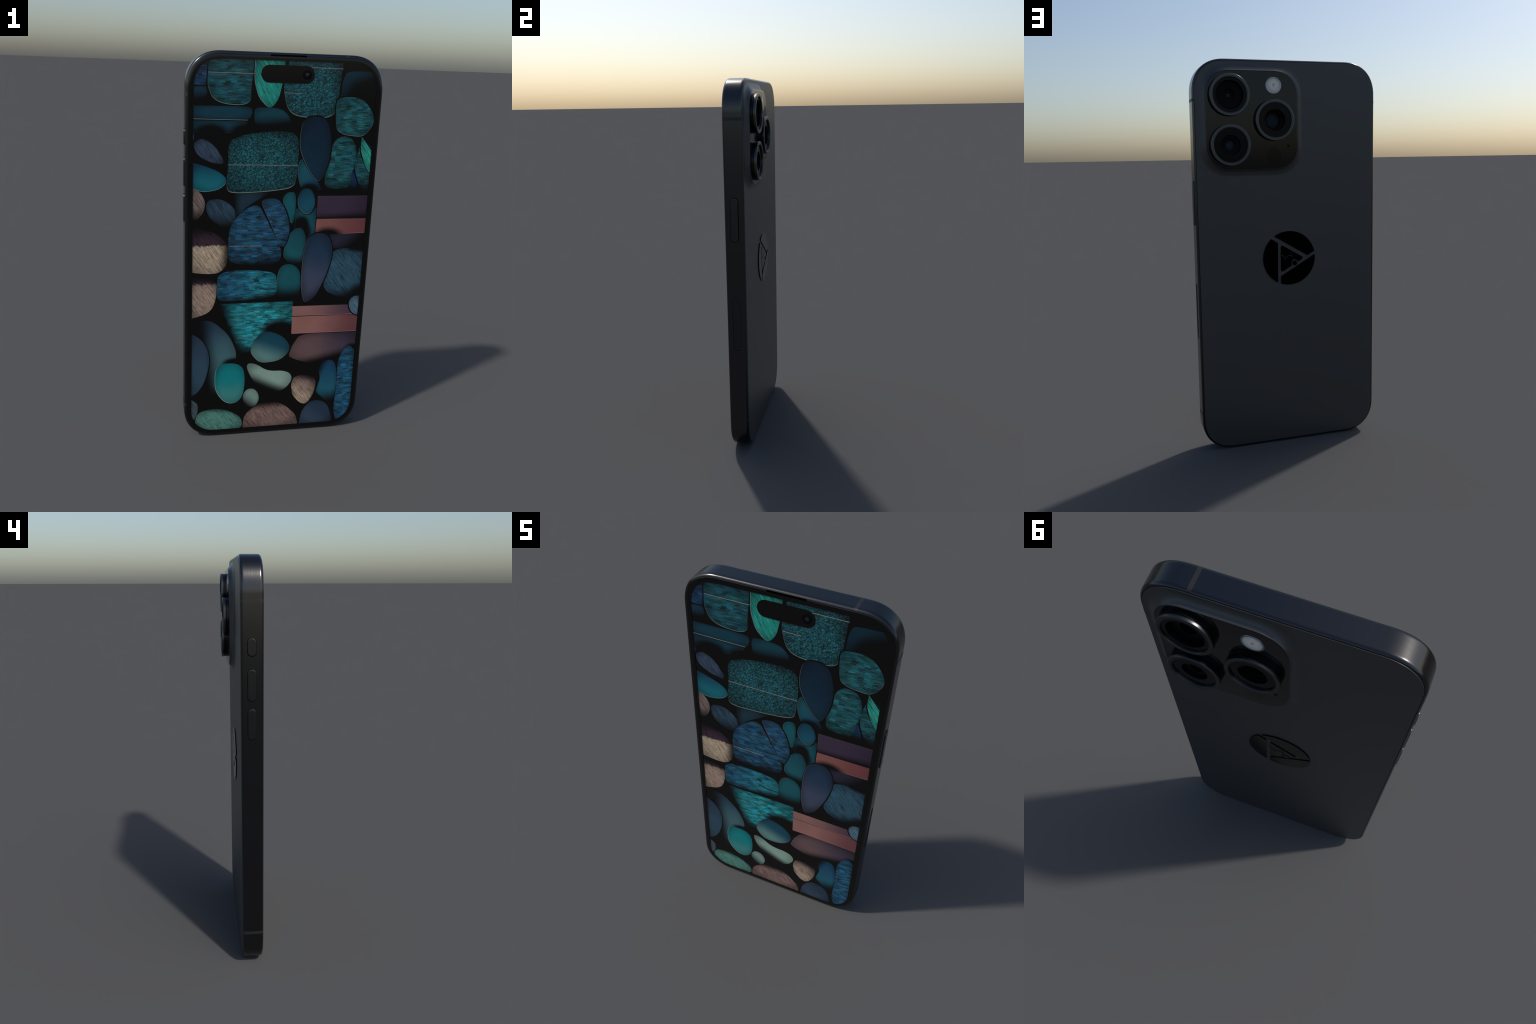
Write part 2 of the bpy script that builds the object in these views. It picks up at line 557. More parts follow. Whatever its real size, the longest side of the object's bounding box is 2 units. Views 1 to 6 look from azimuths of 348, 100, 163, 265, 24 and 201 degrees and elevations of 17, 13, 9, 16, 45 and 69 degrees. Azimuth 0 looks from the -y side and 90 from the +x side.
class Paint:
    """Small node-building helper for one wallpaper material."""

    def __init__(self, name, rough=0.13):
        self.m = bpy.data.materials.new(name)
        self.m.use_nodes = True
        self.nt = self.m.node_tree
        self.bsdf = self.nt.nodes["Principled BSDF"]
        self.bsdf.inputs["Roughness"].default_value = rough
        self.co = self.nt.nodes.new("ShaderNodeTexCoord").outputs["Object"]
        sep = self.nt.nodes.new("ShaderNodeSeparateXYZ")
        self.link(self.co, sep.inputs[0])
        self.x, self.z = sep.outputs["X"], sep.outputs["Z"]

    def link(self, a, b):
        self.nt.links.new(a, b)

    def put(self, sock, v):
        if isinstance(v, bpy.types.NodeSocket):
            self.link(v, sock)
        else:
            sock.default_value = v

    def math(self, op, a, b=0.0, c=0.0):
        n = self.nt.nodes.new("ShaderNodeMath")
        n.operation = op
        for s, v in zip(n.inputs, (a, b, c)):
            self.put(s, v)
        return n.outputs[0]

    def smooth(self, v, lo, hi):
        n = self.nt.nodes.new("ShaderNodeMapRange")
        n.interpolation_type = 'SMOOTHSTEP'
        self.put(n.inputs["Value"], v)
        n.inputs["From Min"].default_value = lo
        n.inputs["From Max"].default_value = hi
        return n.outputs[0]

    def mix(self, f, a, b, kind='MIX'):
        n = self.nt.nodes.new("ShaderNodeMix")
        n.data_type = 'RGBA'
        n.blend_type = kind
        self.put(n.inputs[0], f)
        self.put(n.inputs[6], a)
        self.put(n.inputs[7], b)
        return n.outputs[2]

    def mapped(self, scale, turn=0.0):
        r = self.nt.nodes.new("ShaderNodeMapping")
        r.vector_type = 'POINT'
        r.inputs["Rotation"].default_value = (0, math.radians(turn), 0)
        self.link(self.co, r.inputs["Vector"])
        s = self.nt.nodes.new("ShaderNodeMapping")
        s.inputs["Scale"].default_value = scale
        self.link(r.outputs[0], s.inputs["Vector"])
        return s.outputs[0]

    def noise(self, vec, scale=1.0, detail=2.0):
        n = self.nt.nodes.new("ShaderNodeTexNoise")
        self.link(vec, n.inputs["Vector"])
        n.inputs["Scale"].default_value = scale
        n.inputs["Detail"].default_value = detail
        return n.outputs["Fac"]

    def along(self, p0, p1):
        """0 at p0, 1 at p1, linear in the screen plane."""
        dx, dz = p1[0] - p0[0], p1[1] - p0[1]
        q = dx * dx + dz * dz + 1e-9
        a = self.math('MULTIPLY', self.x, dx / q)
        b = self.math('MULTIPLY_ADD', self.z, dz / q, a)
        return self.math('SUBTRACT', b, (p0[0] * dx + p0[1] * dz) / q)


def hue_shift(rgb, k, blue=0.0):
    return tuple(max(2, min(255, v * k + b)) for v, b in zip(rgb, (0, -blue * 0.3, blue)))


def textured(pt, kind, rgb, slant):
    """Base colour of one kind of stone."""
    base = linear(rgb, GAIN)
    if kind == "weave":
        # short horizontal dashes: random value per dash, rows staggered
        wob = pt.noise(pt.mapped((18, 1, 30)), 1.0, 3.0)
        zz = pt.math('MULTIPLY_ADD', pt.z, 240.0, pt.math('MULTIPLY', wob, 3.2))
        row = pt.math('FLOOR', zz)
        stag = pt.math('MULTIPLY', pt.math('SINE', pt.math('MULTIPLY', row, 12.9898)), 43.7)
        col = pt.math('FLOOR', pt.math('MULTIPLY_ADD', pt.x, 36.0, stag))
        comb = pt.nt.nodes.new("ShaderNodeCombineXYZ")
        pt.link(col, comb.inputs[0])
        pt.link(row, comb.inputs[1])
        wn = pt.nt.nodes.new("ShaderNodeTexWhiteNoise")
        wn.noise_dimensions = '2D'
        pt.link(comb.outputs[0], wn.inputs["Vector"])
        streak = pt.noise(pt.mapped((30, 1, 260)), 1.0, 3.0)
        cell = pt.nt.nodes.new("ShaderNodeVectorMath")
        cell.operation = 'MULTIPLY'
        cell.inputs[1].default_value = (0.80, 0.19, 1.0)
        place = pt.nt.nodes.new("ShaderNodeCombineXYZ")
        pt.link(pt.math('SUBTRACT', col, stag), place.inputs[0])
        pt.link(row, place.inputs[1])
        pt.link(place.outputs[0], cell.inputs[0])
        big = pt.noise(cell.outputs[0], 1.0, 1.0)
        v = pt.math('MULTIPLY_ADD', wn.outputs["Value"], 0.26, pt.math('MULTIPLY', streak, 0.34))
        v = pt.math('MULTIPLY_ADD', big, 0.9, v)
        rp = pt.nt.nodes.new("ShaderNodeValToRGB")
        e = rp.color_ramp.elements
        e[0].position, e[0].color = 0.52, linear(hue_shift(rgb, 0.50), GAIN)
        e[1].position, e[1].color = 1.0, linear(hue_shift(rgb, 1.42, 0), GAIN)
        mid = e.new(0.75)
        mid.color = linear(hue_shift(rgb, 0.95), GAIN)
        pt.link(v, rp.inputs["Fac"])
        # a few reddish-grey worn dashes
        worn = pt.smooth(wn.outputs["Value"], 0.76, 0.84)
        grey = sum(rgb) / 3 * 0.62
        wc = pt.nt.nodes.new("ShaderNodeSeparateColor")
        pt.link(wn.outputs["Color"], wc.inputs[0])
        hue = pt.mix(wc.outputs[1], (1.25, 0.98, 0.80, 1), (0.80, 1.0, 1.25, 1))
        tinted = pt.mix(1.0, rp.outputs[0], hue, 'MULTIPLY')
        return pt.mix(pt.math('MULTIPLY', worn, 0.55), tinted,
                      linear((grey * 0.80 + 12, grey * 0.95 + 4, grey * 1.05 + 6), GAIN))
    if kind == "pebbled":
        vo = pt.nt.nodes.new("ShaderNodeTexVoronoi")
        vo.feature = 'F1'
        vo.inputs["Scale"].default_value = 1.0
        warp = pt.nt.nodes.new("ShaderNodeVectorMath")
        warp.operation = 'MULTIPLY_ADD'
        nz = pt.nt.nodes.new("ShaderNodeTexNoise")
        nz.inputs["Scale"].default_value = 30.0
        pt.link(pt.co, nz.inputs["Vector"])
        pt.link(nz.outputs["Color"], warp.inputs[0])
        warp.inputs[1].default_value = (0.9, 0.0, 0.9)
        pt.link(pt.mapped((88, 0.0, 118), 35), warp.inputs[2])
        pt.link(warp.outputs[0], vo.inputs["Vector"])
        edge = pt.nt.nodes.new("ShaderNodeTexVoronoi")
        edge.feature = 'DISTANCE_TO_EDGE'
        edge.inputs["Scale"].default_value = 1.0
        pt.link(warp.outputs[0], edge.inputs["Vector"])
        dome = pt.math('SUBTRACT', 1.0, pt.smooth(vo.outputs["Distance"], 0.10, 1.0))  # highlight on each pebble baked into its colour, bright centre and dark gaps
        lit = pt.math('MULTIPLY', pt.smooth(edge.outputs["Distance"], -0.06, 0.20), pt.math('MULTIPLY_ADD', dome, 0.55, 0.42))
        sep = pt.nt.nodes.new("ShaderNodeSeparateColor")
        pt.link(vo.outputs["Color"], sep.inputs[0])
        val = pt.math('MULTIPLY', lit, pt.math('MULTIPLY_ADD', sep.outputs[0], 0.70, 0.50))
        big = pt.noise(pt.mapped((9, 1, 12)), 1.0, 2.0)
        val = pt.math('MULTIPLY', val, pt.math('MULTIPLY_ADD', big, 0.9, 0.55))
        tint = pt.mix(sep.outputs[1], linear(hue_shift(rgb, 1.26, 5), GAIN), linear(hue_shift(rgb, 1.26, -5), GAIN))
        return pt.mix(pt.math('MINIMUM', val, 1.0), linear(hue_shift(rgb, 0.32), GAIN), tint)
    if kind == "fibre":
        a = pt.noise(pt.mapped((11, 1, 190), slant), 1.0, 3.0)
        b = pt.noise(pt.mapped((24, 1, 430), slant + 4), 1.0, 2.0)
        c = pt.noise(pt.mapped((60, 1, 60)), 1.0, 3.0)
        v = pt.math('MULTIPLY_ADD', a, 0.5, pt.math('MULTIPLY_ADD', b, 0.35, pt.math('MULTIPLY', c, 0.15)))
        rp = pt.nt.nodes.new("ShaderNodeValToRGB")
        e = rp.color_ramp.elements
        e[0].position, e[0].color = 0.36, linear(hue_shift(rgb, 0.52), GAIN)
        e[1].position, e[1].color = 0.64, linear(hue_shift(rgb, 1.28), GAIN)
        pt.link(v, rp.inputs["Fac"])
        return rp.outputs[0]
    soft = pt.noise(pt.mapped((11, 1, 11)), 1.0, 1.0)
    return pt.mix(soft, linear(hue_shift(rgb, 0.93, -2), GAIN), linear(hue_shift(rgb, 1.07, 2), GAIN))


def slab(name, outline, y_top, material, thickness=0.0010):
    """Flat piece lying on the panel with its face toward the viewer (-y)."""
    pts = [keep_on_screen(p) for p in outline]
    out = [p for i, p in enumerate(pts) if math.dist(p, pts[i - 1]) > 1e-4]
    return add_object(name, prism(out, y_top + thickness, y_top), material, display, 0)


pieces_laid = 0


def layer_y(layer):
    """Face height of the next piece: by layer, later pieces a hair above."""
    global pieces_laid
    pieces_laid += 1
    return PANEL_Y - 0.0002 - STEP * layer - 0.000004 * pieces_laid


def stone(kind, rgb, corners, softness=0.4, layer=1, rim=None, blend=None, fades=(), shades=(),
          split=None, slant=-55.0):
    pt = Paint(kind + "_stone_paint")
    col = textured(pt, kind, rgb, slant)
    if blend:
        p0, p1, rgb2 = blend
        t = pt.smooth(pt.along(p0, p1), 0.0, 1.0)
        col = pt.mix(t, col, textured(pt, kind, rgb2, slant))
    if split:
        z0, rgb2 = split
        jag = pt.noise(pt.mapped((60, 1, 25), 25), 1.0, 4.0)
        edge = pt.math('MULTIPLY_ADD', jag, 0.05, pt.z)
        t = pt.smooth(edge, z0 + 0.020, z0 + 0.032)
        col = pt.mix(t, col, textured(pt, kind, rgb2, slant))
    dark = None  # soft shadows of the picture, mixed into the stone colour as black
    for p0, p1 in fades:
        f = pt.math('SUBTRACT', 1.0, pt.smooth(pt.along(p0, p1), 0.0, 1.0))
        dark = f if dark is None else pt.math('MULTIPLY', dark, f)
    for (cx, cz), rx, rz in shades:
        a = pt.math('MULTIPLY', pt.math('SUBTRACT', pt.x, cx), 1 / rx)
        b = pt.math('MULTIPLY', pt.math('SUBTRACT', pt.z, cz), 1 / rz)
        d = pt.math('SQRT', pt.math('MULTIPLY_ADD', a, a, pt.math('MULTIPLY', b, b)))
        f = pt.smooth(d, 0.55, 1.15)
        dark = f if dark is None else pt.math('MULTIPLY', dark, f)
    black = (0.0016, 0.0016, 0.0018, 1)
    if dark is not None:
        col = pt.mix(dark, black, col)
    outline = soft_polygon(corners, softness)
    if softness > 0:                           # rounding shade painted in: colour darkened toward the outline
        shown = [keep_on_screen(p) for p in outline]
        x0, x1 = min(p[0] for p in shown), max(p[0] for p in shown)
        z0, z1 = min(p[1] for p in shown), max(p[1] for p in shown)
        a = pt.math('MULTIPLY', pt.math('SUBTRACT', pt.x, (x0 + x1) / 2), 2 / (x1 - x0))
        b = pt.math('MULTIPLY', pt.math('SUBTRACT', pt.z, (z0 + z1) / 2), 2 / (z1 - z0))
        d = pt.math('SQRT', pt.math('MULTIPLY_ADD', a, a, pt.math('MULTIPLY', b, b)))
        col = pt.mix(pt.math('MULTIPLY', pt.smooth(d, 0.55, 1.3), 0.55), col, black)
    pt.link(col, pt.bsdf.inputs["Base Color"])
    if layer >= 2:                             # black slab modelled as the shadow an overlapping stone casts
        mx = sum(p[0] for p in outline) / len(outline)
        mz = sum(p[1] for p in outline) / len(outline)
        halo = []
        for x, z in outline:
            v = Vector((x - mx, z - mz))
            v *= 1 + 0.007 / max(v.length, 1e-3)
            halo.append((mx + v.x, mz + v.y))
        slab("stone_shadow", halo, layer_y(layer) + STEP * 0.7, PANEL, 0.0006)
    y = layer_y(layer)
    s = slab("wallpaper_stone", outline, y, pt.m)
    if rim:
        dx, dz, rrgb = rim
        rp = Paint("stone_rim_paint")
        c = linear(rrgb, GAIN)
        if dark is not None:                   # the stone's painted shadow darkens its rim too
            rp2 = None
            for p0, p1 in fades:
                f = rp.math('SUBTRACT', 1.0, rp.smooth(rp.along(p0, p1), 0.0, 1.0))
                rp2 = f if rp2 is None else rp.math('MULTIPLY', rp2, f)
            for (cx, cz), rx, rz in shades:
                a = rp.math('MULTIPLY', rp.math('SUBTRACT', rp.x, cx), 1 / rx)
                b = rp.math('MULTIPLY', rp.math('SUBTRACT', rp.z, cz), 1 / rz)
                f = rp.smooth(rp.math('SQRT', rp.math('MULTIPLY_ADD', a, a, rp.math('MULTIPLY', b, b))), 0.55, 1.15)
                rp2 = f if rp2 is None else rp.math('MULTIPLY', rp2, f)
            rp.link(rp.mix(rp2, black, c), rp.bsdf.inputs["Base Color"])
        else:
            rp.bsdf.inputs["Base Color"].default_value = c
        slab("stone_rim", [(x + dx, z + dz) for x, z in outline], y + STEP * 0.4, rp.m, 0.0008)
    return s


LINE_PAINT = {}


def seam_line(p, q, rgb, width=0.0026, layer=3):
    if rgb not in LINE_PAINT:
        m = principled("seam_line_paint", linear(rgb, GAIN)[:3], 0.13)
        LINE_PAINT[rgb] = m
    slab("seam_line", bar(p, q, width / 2), layer_y(layer), LINE_PAINT[rgb], 0.0012)


stone('weave', (21, 54, 80), [(-0.458, 1.972, 0), (-0.38, 1.964, 0.05), (-0.388, 1.845, 0.05), (-0.457, 1.842, 0)])
stone('plain', (17, 48, 63), [(-0.457, 1.837, 0), (-0.387, 1.839, 0.1), (-0.379, 1.809, 0.3), (-0.392, 1.775, 0.3), (-0.456, 1.774, 0)], fades=[((-0.419, 1.83), (-0.411, 1.779))])
stone('weave', (24, 75, 81), [(-0.374, 1.979, 0), (-0.162, 1.987, 0), (-0.173, 1.844, 0.1), (-0.175, 1.757, 0.45), (-0.346, 1.765, 0.5), (-0.382, 1.849, 0.3)], rim=(0.0, -0.0029, (100, 112, 105)))
seam_line((-0.377, 1.902), (-0.164, 1.902), (120, 115, 108), width=0.0026, layer=3)
stone('fibre', (33, 128, 115), [(-0.156, 1.987, 0), (-0.013, 1.992, 0), (-0.021, 1.882, 0.3), (-0.039, 1.792, 0.3), (-0.078, 1.738, 0.5), (-0.135, 1.795, 0.3), (-0.16, 1.877, 0.4)], rim=(-0.0023, -0.0015, (100, 112, 105)), slant=-62)
stone('pebbled', (33, 83, 90), [(0.008, 1.993, 0), (0.27, 1.995, 0), (0.258, 1.829, 0.1), (0.24, 1.712, 0.35), (0.095, 1.707, 0.4), (0.008, 1.728, 0.5), (-0.019, 1.845, 0.2)], rim=(0.0, -0.003, (110, 127, 119)), fades=[((0.201, 1.828), (0.317, 1.823))])
seam_line((0.109, 1.937), (0.27, 1.937), (120, 115, 108), width=0.0026, layer=3)
seam_line((-0.01, 1.819), (0.07, 1.818), (120, 115, 108), width=0.0026, layer=3)
stone('plain', (19, 56, 73), [(0.288, 1.926, 0.3), (0.436, 1.93, 0.2), (0.458, 1.873, 0), (0.461, 1.796, 0), (0.263, 1.761, 0.1), (0.271, 1.875, 0.3)], fades=[((0.292, 1.815), (0.329, 1.77))], shades=[((0.437, 1.788), 0.217, 0.165)])
stone('weave', (26, 81, 84), [(0.252, 1.805, 0.4), (0.384, 1.81, 0.5), (0.457, 1.702, 0.4), (0.401, 1.618, 0.4), (0.299, 1.628, 0.3), (0.253, 1.651, 0.4), (0.245, 1.76, 0.4)], layer=2, rim=(0.0004, -0.0023, (100, 112, 105)), shades=[((0.466, 1.614), 0.07, 0.061)])
stone('plain', (17, 54, 67), [(-0.464, 1.751, 0), (-0.173, 1.752, 0.3), (-0.164, 1.725, 0.2), (-0.176, 1.693, 0.2), (-0.463, 1.692, 0)])
stone('plain', (17, 54, 67), [(-0.463, 1.683, 0), (-0.175, 1.685, 0.2), (-0.27, 1.626, 0.2), (-0.463, 1.631, 0)], rim=(0.0, -0.0019, (71, 85, 88)), shades=[((-0.363, 1.619), 0.104, 0.061), ((-0.191, 1.629), 0.096, 0.052)])
seam_line((-0.452, 1.69), (-0.185, 1.689), (104, 108, 108), width=0.0026, layer=3)
stone('plain', (18, 58, 69), [(-0.157, 1.75, 0.3), (-0.029, 1.749, 0.5), (0.013, 1.717, 0.5), (0.036, 1.663, 0.3), (-0.152, 1.66, 0.3)], fades=[((-0.075, 1.723), (-0.069, 1.661))])
stone('fibre', (49, 62, 79), [(-0.446, 1.579, 0.4), (-0.401, 1.603, 0.4), (-0.339, 1.565, 0.4), (-0.284, 1.476, 0.45), (-0.361, 1.486, 0.4), (-0.428, 1.522, 0.4)], slant=-52)
stone('plain', (25, 68, 115), [(-0.463, 1.647, 0), (-0.442, 1.625, 0.4), (-0.44, 1.595, 0.4), (-0.463, 1.556, 0)])
stone('plain', (20, 96, 107), [(-0.462, 1.487, 0), (-0.416, 1.478, 0.3), (-0.313, 1.442, 0.5), (-0.272, 1.397, 0.5), (-0.319, 1.357, 0.4), (-0.398, 1.344, 0.4), (-0.462, 1.369, 0)], rim=(0.0, -0.003, (81, 127, 127)), blend=((-0.391, 1.377), (-0.384, 1.472), (16, 64, 82)))
stone('pebbled', (32, 81, 87), [(-0.277, 1.589, 0.4), (-0.199, 1.621, 0.4), (-0.056, 1.641, 0.4), (0.062, 1.634, 0.5), (0.073, 1.546, 0.4), (0.069, 1.434, 0.3), (0.056, 1.365, 0.4), (-0.092, 1.346, 0.4), (-0.263, 1.339, 0.4), (-0.283, 1.369, 0.4), (-0.274, 1.496, 0.3)], rim=(0.0, -0.003, (119, 131, 120)), fades=[((-0.11, 1.603), (-0.113, 1.665))])
seam_line((-0.277, 1.476), (0.071, 1.475), (120, 115, 108), width=0.0026, layer=3)
stone('plain', (16, 43, 57), [(0.09, 1.709, 0.5), (0.201, 1.714, 0.5), (0.234, 1.619, 0.4), (0.232, 1.499, 0.4), (0.191, 1.381, 0.5), (0.14, 1.434, 0.3), (0.079, 1.542, 0.45), (0.075, 1.625, 0.4)], layer=2, rim=(-0.0015, -0.0019, (85, 91, 91)), blend=((0.094, 1.434), (0.224, 1.611), (13, 33, 50)))
stone('plain', (23, 75, 86), [(0.071, 1.434, 0.4), (0.078, 1.498, 0.4), (0.102, 1.514, 0.4), (0.19, 1.377, 0.4), (0.199, 1.348, 0.4), (0.099, 1.348, 0.3)], rim=(-0.0015, -0.0008, (68, 85, 88)), blend=((0.086, 1.426), (0.192, 1.352), (17, 52, 80)), shades=[((0.137, 1.348), 0.065, 0.048)])
stone('weave', (26, 83, 86), [(0.245, 1.615, 0.5), (0.337, 1.622, 0.5), (0.375, 1.549, 0.5), (0.354, 1.418, 0.3), (0.347, 1.358, 0.4), (0.218, 1.36, 0.4), (0.21, 1.426, 0.4)], fades=[((0.281, 1.418), (0.288, 1.327))])
stone('plain', (17, 43, 73), [(0.354, 1.463, 0.2), (0.393, 1.36, 0.2), (0.347, 1.362, 0.1)], fades=[((0.362, 1.418), (0.372, 1.347))])
stone('weave', (26, 77, 81), [(0.395, 1.614, 0.3), (0.478, 1.534, 0), (0.487, 1.343, 0), (0.409, 1.347, 0.4), (0.357, 1.469, 0.4)], fades=[((0.416, 1.451), (0.435, 1.335))])
stone('fibre', (41, 134, 119), [(0.389, 1.621, 0.1), (0.422, 1.578, 0.3), (0.47, 1.525, 0), (0.478, 1.393, 0), (0.413, 1.484, 0.3), (0.388, 1.557, 0.3)], layer=2, slant=-58)
stone('fibre', (104, 90, 84), [(-0.462, 1.369, 0), (-0.406, 1.345, 0.5), (-0.378, 1.281, 0.5), (-0.405, 1.216, 0.4), (-0.461, 1.192, 0)], fades=[((-0.422, 1.289), (-0.425, 1.192))], slant=-58)
stone('fibre', (43, 64, 79), [(-0.382, 1.301, 0.4), (-0.302, 1.313, 0.5), (-0.228, 1.255, 0.5), (-0.239, 1.189, 0.5), (-0.287, 1.161, 0.4), (-0.373, 1.216, 0.5)], fades=[((-0.309, 1.264), (-0.324, 1.153))], slant=-55)
stone('plain', (26, 48, 58), [(-0.243, 1.337, 0.1), (-0.067, 1.34, 0.1), (-0.18, 1.267, 0.2), (-0.227, 1.214, 0.2)], fades=[((-0.198, 1.321), (-0.254, 1.321)), ((-0.173, 1.312), (-0.105, 1.238))])
stone('weave', (28, 73, 96), [(-0.268, 1.064, 0.2), (-0.259, 1.19, 0.5), (-0.171, 1.267, 0.4), (-0.119, 1.283, 0.5), (-0.088, 1.229, 0.2), (0.009, 1.05, 0.3), (0.004, 0.963, 0.5), (-0.195, 0.97, 0.4), (-0.264, 0.987, 0.5)], fades=[((-0.13, 1.018), (-0.128, 0.958))])
seam_line((-0.261, 1.069), (-0.093, 1.068), (120, 115, 108), width=0.0026, layer=3)
seam_line((-0.093, 1.068), (-0.005, 1.065), (12, 16, 22), width=0.0026, layer=3)
stone('weave', (30, 73, 98), [(-0.108, 1.296, 0.4), (-0.074, 1.312, 0.4), (-0.003, 1.308, 0.5), (0.057, 1.156, 0.5), (0.015, 1.039, 0.4), (-0.043, 1.162, 0.2)], layer=2, rim=(-0.0023, -0.0008, (68, 66, 69)))
stone('plain', (21, 81, 90), [(0.0, 1.311, 0.5), (0.028, 1.344, 0.5), (0.07, 1.34, 0.4), (0.071, 1.244, 0.3), (0.06, 1.169, 0.45), (0.025, 1.236, 0.3)], rim=(-0.0015, -0.0015, (81, 91, 91)))
stone('plain', (23, 77, 92), [(0.077, 1.294, 0.5), (0.094, 1.36, 0.5), (0.149, 1.362, 0.5), (0.179, 1.285, 0.5), (0.144, 1.223, 0.5), (0.096, 1.248, 0.5)], layer=2, rim=(-0.0011, -0.0026, (93, 103, 103)), blend=((0.131, 1.235), (0.12, 1.352), (17, 60, 77)))
stone('plain', (19, 71, 80), [(0.071, 1.265, 0.2), (0.182, 1.264, 0.1), (0.176, 1.107, 0.2), (0.136, 1.073, 0.3), (0.068, 1.135, 0.2)], shades=[((0.104, 1.177), 0.048, 0.052), ((0.115, 1.134), 0.052, 0.061)])
stone('plain', (56, 44, 60), [(0.185, 1.321, 0), (0.458, 1.322, 0), (0.46, 1.21, 0), (0.187, 1.21, 0)], softness=0, rim=(-0.0019, 0.0011, (76, 56, 61)), blend=((0.292, 1.264), (0.453, 1.224), (44, 32, 46)), fades=[((0.311, 1.251), (0.314, 1.2))])
stone('plain', (122, 78, 72), [(0.186, 1.204, 0), (0.459, 1.205, 0), (0.462, 1.131, 0), (0.183, 1.122, 0)], softness=0, rim=(-0.0015, -0.0023, (144, 95, 88)), blend=((0.212, 1.175), (0.451, 1.146), (98, 54, 56)), shades=[((0.247, 1.106), 0.096, 0.061)])
stone('plain', (38, 36, 52), [(0.254, 1.129, 0), (0.462, 1.128, 0), (0.458, 1.076, 0), (0.287, 1.039, 0.2)], layer=0, fades=[((0.313, 1.109), (0.371, 1.042))])
stone('plain', (25, 81, 88), [(0.016, 1.015, 0.4), (0.043, 1.135, 0.5), (0.109, 1.172, 0.5), (0.141, 1.09, 0.5), (0.117, 0.96, 0.4), (0.051, 0.979, 0.3)], rim=(-0.0015, -0.0015, (81, 95, 93)), blend=((0.057, 1.023), (0.121, 1.108), (19, 67, 77)), fades=[((0.083, 1.022), (0.077, 0.965))])
stone('plain', (64, 70, 89), [(0.125, 1.045, 0.4), (0.159, 1.13, 0.5), (0.254, 1.129, 0.5), (0.288, 1.024, 0.5), (0.249, 0.891, 0.3), (0.202, 0.784, 0.4), (0.142, 0.745, 0.4), (0.12, 0.859, 0.4)], layer=2, rim=(-0.0015, -0.0008, (93, 88, 88)), blend=((0.156, 0.822), (0.229, 1.051), (30, 50, 71)), fades=[((0.175, 0.857), (0.247, 0.782))])
stone('fibre', (44, 75, 90), [(0.274, 1.028, 0.4), (0.335, 1.049, 0.4), (0.487, 1.046, 0), (0.491, 0.801, 0), (0.366, 0.764, 0.4), (0.24, 0.819, 0.4), (0.251, 0.927, 0.4)], fades=[((0.349, 0.861), (0.366, 0.768))], shades=[((0.457, 0.774), 0.087, 0.078), ((0.459, 1.055), 0.139, 0.035)], slant=-52)
stone('fibre', (160, 142, 120), [(-0.469, 1.173, 0), (-0.348, 1.147, 0.4), (-0.265, 1.087, 0.5), (-0.264, 0.985, 0.4), (-0.303, 0.927, 0.5), (-0.386, 0.926, 0.4), (-0.467, 0.939, 0)], fades=[((-0.412, 1.09), (-0.405, 1.173)), ((-0.329, 1.012), (-0.255, 1.01))], split=(1.072, (54, 38, 48)), slant=-56)
stone('fibre', (140, 120, 106), [(-0.467, 0.908, 0), (-0.319, 0.9, 0.4), (-0.321, 0.794, 0.4), (-0.349, 0.715, 0.5), (-0.466, 0.684, 0)], fades=[((-0.409, 0.85), (-0.402, 0.911))], split=(0.871, (60, 44, 54)), slant=-56)
stone('weave', (28, 115, 127), [(-0.318, 0.93, 0.5), (-0.195, 0.945, 0.4), (-0.014, 0.928, 0.4), (-0.008, 0.854, 0.3), (-0.011, 0.792, 0.4), (-0.156, 0.779, 0.4), (-0.318, 0.775, 0.4), (-0.318, 0.856, 0.3)], blend=((-0.057, 0.883), (-0.269, 0.889), (28, 83, 105)), fades=[((-0.157, 0.824), (-0.147, 0.765))])
stone('plain', (21, 79, 86), [(-0.006, 0.943, 0.5), (0.051, 0.976, 0.5), (0.112, 0.94, 0.5), (0.12, 0.85, 0.3), (0.112, 0.787, 0.2), (-0.008, 0.792, 0.2)], rim=(-0.0015, 0.0, (78, 90, 85)), fades=[((0.048, 0.87), (0.05, 0.785))])
stone('weave', (30, 129, 132), [(-0.304, 0.762, 0), (0.083, 0.764, 0), (0.084, 0.636, 0), (-0.062, 0.574, 0.3), (-0.146, 0.48, 0.3), (-0.194, 0.478, 0.2)], softness=0.05, fades=[((-0.204, 0.673), (-0.268, 0.648)), ((-0.149, 0.559), (-0.146, 0.475))], shades=[((0.017, 0.602), 0.113, 0.07)])
stone('plain', (132, 94, 88), [(0.083, 0.735, 0), (0.46, 0.733, 0), (0.46, 0.68, 0), (0.086, 0.683, 0)], softness=0, rim=(-0.0008, -0.0023, (146, 112, 102)), blend=((0.136, 0.708), (0.407, 0.702), (74, 54, 66)))
stone('plain', (136, 94, 86), [(0.084, 0.676, 0), (0.465, 0.675, 0), (0.464, 0.581, 0), (0.086, 0.581, 0)], softness=0, rim=(-0.0011, -0.0023, (149, 107, 102)), blend=((0.168, 0.619), (0.451, 0.624), (96, 56, 60)))
stone('fibre', (73, 97, 110), [(0.387, 0.73, 0.5), (0.401, 0.781, 0.5), (0.474, 0.783, 0), (0.476, 0.661, 0), (0.414, 0.683, 0.4)], layer=3, slant=-50)
